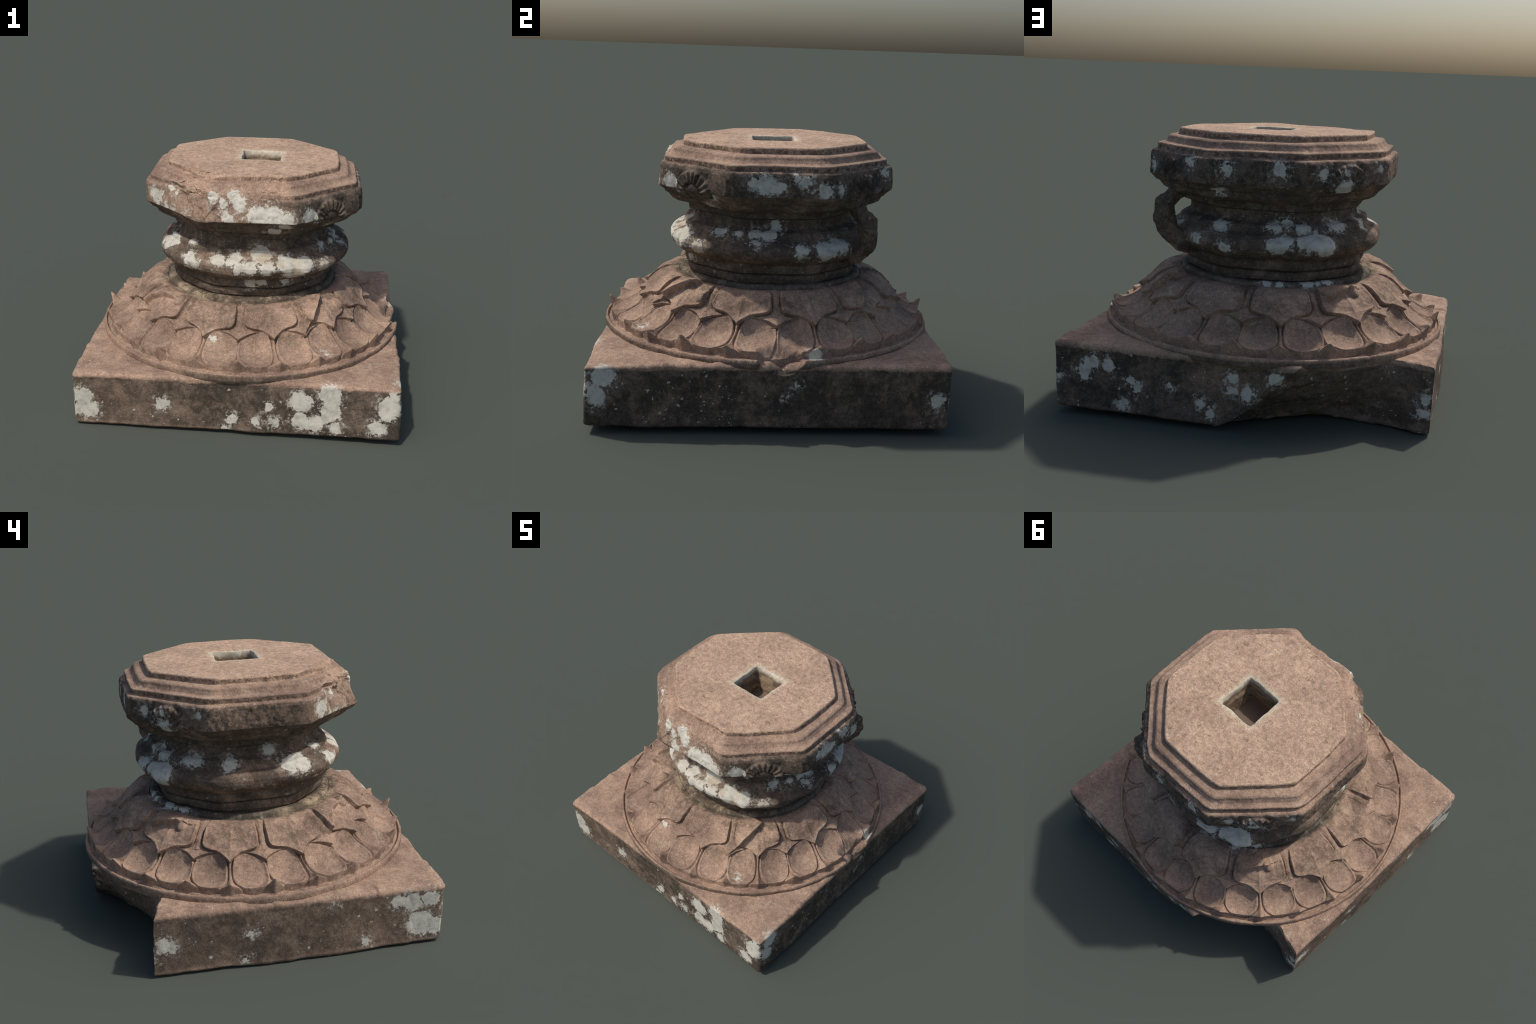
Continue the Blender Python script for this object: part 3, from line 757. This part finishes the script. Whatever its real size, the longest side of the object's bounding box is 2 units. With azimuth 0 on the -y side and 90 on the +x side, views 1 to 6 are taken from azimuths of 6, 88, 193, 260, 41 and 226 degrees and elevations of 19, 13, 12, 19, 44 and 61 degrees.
def build_shaft(mats, parent):
    n_ang = 1080
    ang = SH_ROT + 22.5 + np.arange(n_ang) * 360.0 / n_ang
    pr = np.array(PROFILE)
    # resample with a minimum of points per segment
    ap, zz, sh, part = [], [], [], []
    for k in range(len(pr) - 1):
        seg = np.hypot(*(pr[k + 1, :2] - pr[k, :2]))
        m = max(3, int(round(seg / .0042)))
        for t in np.arange(m) / m:
            ap.append(mix(pr[k, 0], pr[k+1, 0], t)); zz.append(mix(pr[k, 1], pr[k+1, 1], t))
            sh.append(mix(pr[k, 2], pr[k+1, 2], t)); part.append(int(pr[k, 3]))
    ap.append(pr[-1, 0]); zz.append(pr[-1, 1]); sh.append(1.0); part.append(5)
    ap, zz, sh, part = map(np.array, (ap, zz, sh, part))
    A = ang[None, :] * np.ones((len(ap), 1))
    Zs = zz[:, None] * np.ones((1, n_ang))
    R = oct_radius(ap[:, None], A, sh[:, None])
    rad = np.radians(A)
    d_face = (A - SH_ROT + 22.5) % 45.0 - 22.5
    out = np.zeros_like(R)

    # belly: wavy hem, swags and the stumps of three lost handles
    bel = gauss(Zs - .895, .055)
    out += .010 * bel * np.cos(np.radians(A * 8 + 40)) * gauss(Zs - .85, .04)
    for c, amp in ((-45, .048), (135, .026), (-135, .022)):
        da = np.abs(adiff(A, c))
        lump = fbm(np.stack([np.cos(rad) * .6, np.sin(rad) * .6, Zs], -1), 9, 3, 51) * .016
        body = (1 - sstep(da, 9, 17)) * gauss(Zs - .915, .058)
        upper = (1 - sstep(da, 6, 12)) * gauss(Zs - .985, .035) * .8
        out += (amp + lump) * body + (amp * .9 + lump) * upper
    out += .020 * gauss(adiff(A, 45), 26) * gauss(Zs - .93, .09)
    # fans on the diagonal faces of the capital band
    fans = np.zeros_like(R, bool)
    for c in (-45, 45, 135):
        cc = c + SH_ROT
        da = adiff(A, cc)
        tx = .68 * np.tan(np.radians(np.clip(da, -40, 40)))
        zc = 1.212
        rel = fan_relief(tx, Zs, zc) * (np.abs(da) < 21) * sstep(Zs, 1.15, 1.2) * (1 - sstep(Zs, 1.345, 1.36))
        out += rel
        fans |= (np.hypot(tx, Zs - zc) < .142) & (np.abs(da) < 21) & (Zs > 1.20) & (Zs < 1.358)
    # lump under the 45 degree fan, where the handle springs
    da = adiff(A, 47)
    out += .055 * (1 - sstep(np.abs(da), 4, 9)) * gauss(Zs - 1.165, .035)

    # heavy lower lip left standing under the broken flank
    out += .022 * gauss(adiff(A, -114), 15) * gauss(Zs - 1.20, .045)
    # broken -y / -x-y flank of the capital
    P0 = np.stack([np.cos(rad) * R, np.sin(rad) * R, Zs], -1)
    rough = fbm(P0, 5, 4, 61)
    fine = fbm(P0, 22, 3, 67)
    Rn = R + out
    sector = sstep(A % 360, 214, 228) * (1 - sstep(A % 360, 246, 262))        # deep scoop (-150..-98)
    cone = .548 + np.clip(1.492 - Zs, 0, .09) * .92 + np.clip(1.402 - Zs, 0, 1) * .48 + rough * .024 + fine * .008
    cone = np.where(Zs < 1.235, 9, cone)
    Rn = mix(Rn, np.minimum(Rn, cone / np.cos(np.radians(np.clip(adiff(A, 240), -30, 30)) * .8)), sector * (Zs > 1.15))
    sec2 = sstep(A % 360, 246, 258) * (1 - sstep(A % 360, 286, 297))          # worn mouldings (-y face)
    cone2 = .545 + np.clip(1.492 - Zs, 0, .1) * .78 + np.clip(1.392 - Zs, 0, 1) * .38 + rough * .008 + fine * .004
    soft = np.minimum(Rn, cone2 / np.cos(np.radians(d_face)))
    Rn = mix(Rn, soft, sec2 * .85 * sstep(Zs, 1.20, 1.26))
    # conchoidal scoop, a flake still standing beside it, and the crack between them
    Rn -= .030 * gauss(adiff(A, -129), 8) * gauss(Zs - 1.345, .055)
    flake = sstep(adiff(A, -127), 0, 6) * (1 - sstep(adiff(A, -107) + (Zs - 1.30) * -60, 0, 1.2)) * gauss(Zs - 1.265, .05)
    Rn += .010 * flake * (Zs > 1.2)
    # remnant of moulding with a sharp broken end
    ch = gauss(adiff(A, -136), 4.5) * gauss(Zs - 1.36, .05)
    Rn -= .03 * ch
    # other edge losses: general nibbling along arrises
    corner = np.exp(-(22.5 - np.abs(d_face)) / 3.0)
    Rn -= np.clip(fbm(P0, 9, 3, 71), 0, 1) * corner * .014 * (Zs > 1.1)
    torn = np.clip(sector + sec2 * .6, 0, 1) * sstep(Zs, 1.22, 1.28)
    Rn += torn * (fbm(P0, 11, 4, 87) * .011)
    Rn += rough * .0035 + fine * .0016 + fbm(P0, 55, 2, 73) * .0008
    hem = np.clip(fbm(P0, 12, 2, 79), -1, 1) * gauss(Zs - 1.21, .02) * .008
    Rn -= np.abs(hem)
    Rn -= .026 * gauss(adiff(A, 88), 26) * gauss(Zs - 1.203, .020) * (.7 + .5 * np.cos(np.radians(A * 14)))

    shift = np.interp(zz, [.64, .80, .9, 1.08, 1.2, 1.5], [.016, .020, .028, .026, .034, .020])[:, None]
    X = shift + Rn * np.cos(rad)
    Y = np.interp(zz, [.64, .80, .9, 1.08, 1.2, 1.5], [.016, .018, .026, .022, .022, .016])[:, None] + Rn * np.sin(rad)
    Zt = Zs + fbm(P0, 4, 2, 83) * .003
    side = np.stack([X, Y, Zt], -1)

    # ---- top face, from its edge inwards to the square socket
    rows, labs = [], []
    hd = np.radians(ang - HOLE_ROT)
    hr = HOLE_H / ((np.abs(np.cos(hd)) ** 14 + np.abs(np.sin(hd)) ** 14) ** (1 / 14))
    hx, hy = np.cos(np.radians(ang)), np.sin(np.radians(ang))
    hole_edge = np.column_stack([HOLE_C[0] + hr * 1.08 * hx, HOLE_C[1] + hr * 1.08 * hy])
    last = side[-1]
    nt = 66
    for t in np.linspace(0, 1, nt + 1)[1:]:
        p = mix(last[:, :2], hole_edge, t)
        z = mix(last[:, 2], np.full(n_ang, 1.493), sstep(t, 0, .25))
        rows.append(np.column_stack([p, z - .0025 * sstep(t, .9, 1)])); labs.append(6)
    for k, (f, z) in enumerate([(1.05, 1.489), (1.025, 1.483), (1.008, 1.473), (1.0, 1.462)]):
        rows.append(np.column_stack([HOLE_C[0] + hr * f * hx, HOLE_C[1] + hr * f * hy, np.full(n_ang, z)])); labs.append(7)
    for t in np.linspace(0, 1, 26)[1:]:
        f = mix(1.0, .93, t)
        rows.append(np.column_stack([HOLE_C[0] + hr * f * hx, HOLE_C[1] + hr * f * hy, np.full(n_ang, mix(1.462, HOLE_Z, t))])); labs.append(7)
    for f in (.86, .7, .5, .3, .1, .004):
        rows.append(np.column_stack([HOLE_C[0] + hr * f * hx, HOLE_C[1] + hr * f * hy, np.full(n_ang, HOLE_Z - .006)])); labs.append(7)
    top = np.array(rows)
    nz_ = fbm(top, 5, 2, 91) * .003 + fbm(top, 30, 3, 93) * .0014
    lab_rows = np.array(labs)
    top[..., 2] += np.where((lab_rows == 6)[:, None], nz_, 0)
    wall = (lab_rows == 7)[:, None]
    wn = fbm(top, 14, 3, 97) * .006
    top[..., 0] += np.where(wall, wn * hx[None], 0)
    top[..., 1] += np.where(wall, wn * hy[None], 0)
    P = np.concatenate([side, top])
    # scooped chip leading from the top face down the broken flank
    tilt = (-.012 * P[..., 0] + .006 * P[..., 1]) * np.clip((P[..., 2] - .9) / .58, 0, 1.05)
    P[..., 2] += tilt
    rr = np.hypot(P[..., 0] - .02, P[..., 1] - .016)
    pa = np.degrees(np.arctan2(P[..., 1] - .016, P[..., 0] - .02))
    sag = gauss(adiff(pa, -122), 26) * sstep(rr, .40, .60) * sstep(P[..., 2], 1.36, 1.45)
    P[..., 2] -= sag * .012
    n_side = len(side)
    face_part = np.concatenate([part[:-1], [6], lab_rows[1:], ])
    lab = np.repeat(face_part[:, None], n_ang, 1)
    fl = fans[:n_side]
    ids = np.full(lab.shape, -1)
    lab_s = lab[:n_side]
    for k, c in enumerate((-45, 45, 135)):
        m = fl & (np.abs(adiff(A, c + SH_ROT)) < 22)
        lab_s[m[:len(lab_s)]] = 10 + k
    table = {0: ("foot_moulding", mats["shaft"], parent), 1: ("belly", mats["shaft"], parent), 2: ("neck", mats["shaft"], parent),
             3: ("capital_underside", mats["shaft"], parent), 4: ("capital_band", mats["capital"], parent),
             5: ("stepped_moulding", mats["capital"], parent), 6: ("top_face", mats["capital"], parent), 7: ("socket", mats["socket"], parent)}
    for k in range(3):
        table[10 + k] = ("fan_ornament", mats["capital"], parent)
    split_grid(P, lab, table)

def build_handle(mat, parent):
    """the surviving scroll handle: a lumpy swept stem on the +x+y diagonal"""
    ctrl = [(.540, .880), (.600, .876), (.655, .890), (.698, .935), (.720, .990), (.726, 1.045), (.715, 1.095), (.672, 1.132), (.600, 1.160)]
    rad_c = [.052, .050, .050, .052, .054, .056, .056, .046, .038]
    s = np.linspace(0, 1, len(ctrl))
    n, m = 150, 96
    t = np.linspace(0, 1, n)
    cr = interp(t, list(zip(s, [c[0] for c in ctrl])))
    cz = interp(t, list(zip(s, [c[1] for c in ctrl])))
    rr = interp(t, list(zip(s, rad_c)))
    dr, dz = np.gradient(cr), np.gradient(cz)
    l = np.hypot(dr, dz); dr /= l; dz /= l
    phi = np.radians(mix(49.5, 45.8, sstep(t, .1, .8)))[:, None]
    er = np.stack([np.cos(phi), np.sin(phi), 0 * phi], -1); et = np.stack([-np.sin(phi), np.cos(phi), 0 * phi], -1); ez = np.array([0, 0, 1.0])
    th = np.arange(m) / m * TAU
    bump = 1 + .10 * np.cos(t * 34)[:, None] * np.clip(np.cos(th), 0, 1)[None] * sstep(t, .3, .45)[:, None]
    strand = 1 + .05 * np.cos(th * 5 + 1)[None]
    nrm = (-dz)[:, None] * 0
    c = (cr[:, None, None] * er + cz[:, None, None] * ez) + np.array([.018, .016, 0])
    outv = (dz[:, None, None] * er - dr[:, None, None] * ez)
    w = rr[:, None] * bump * strand
    P = c + (w * np.cos(th)[None])[..., None] * outv + (w * .80 * np.sin(th)[None])[..., None] * et
    P = P + outv * 0
    N = P - c
    N /= np.linalg.norm(N, axis=-1, keepdims=True) + 1e-9
    P = P + N * (fbm(P, 16, 3, 101) * .010 + fbm(P, 50, 2, 103) * .002)[..., None]
    split_grid(P, np.zeros((n - 1, m), int), {0: ("scroll_handle", mat, parent)}, flip=True)

def main():
    root = empty("column_base", None)
    root["label"] = "weathered carved sandstone column base with lotus petals and octagonal capital"
    root["category"] = "column base"
    mats = build_materials()
    build_plinth(mats["plinth"], mats["plinth"], root)
    lotus = empty("lotus_dome", root)
    build_lotus(mats["lotus"], mats["lotus"], lotus)
    shaft = empty("octagonal_shaft", root)
    build_shaft(mats, shaft)
    build_handle(mats["shaft"], shaft)

main()
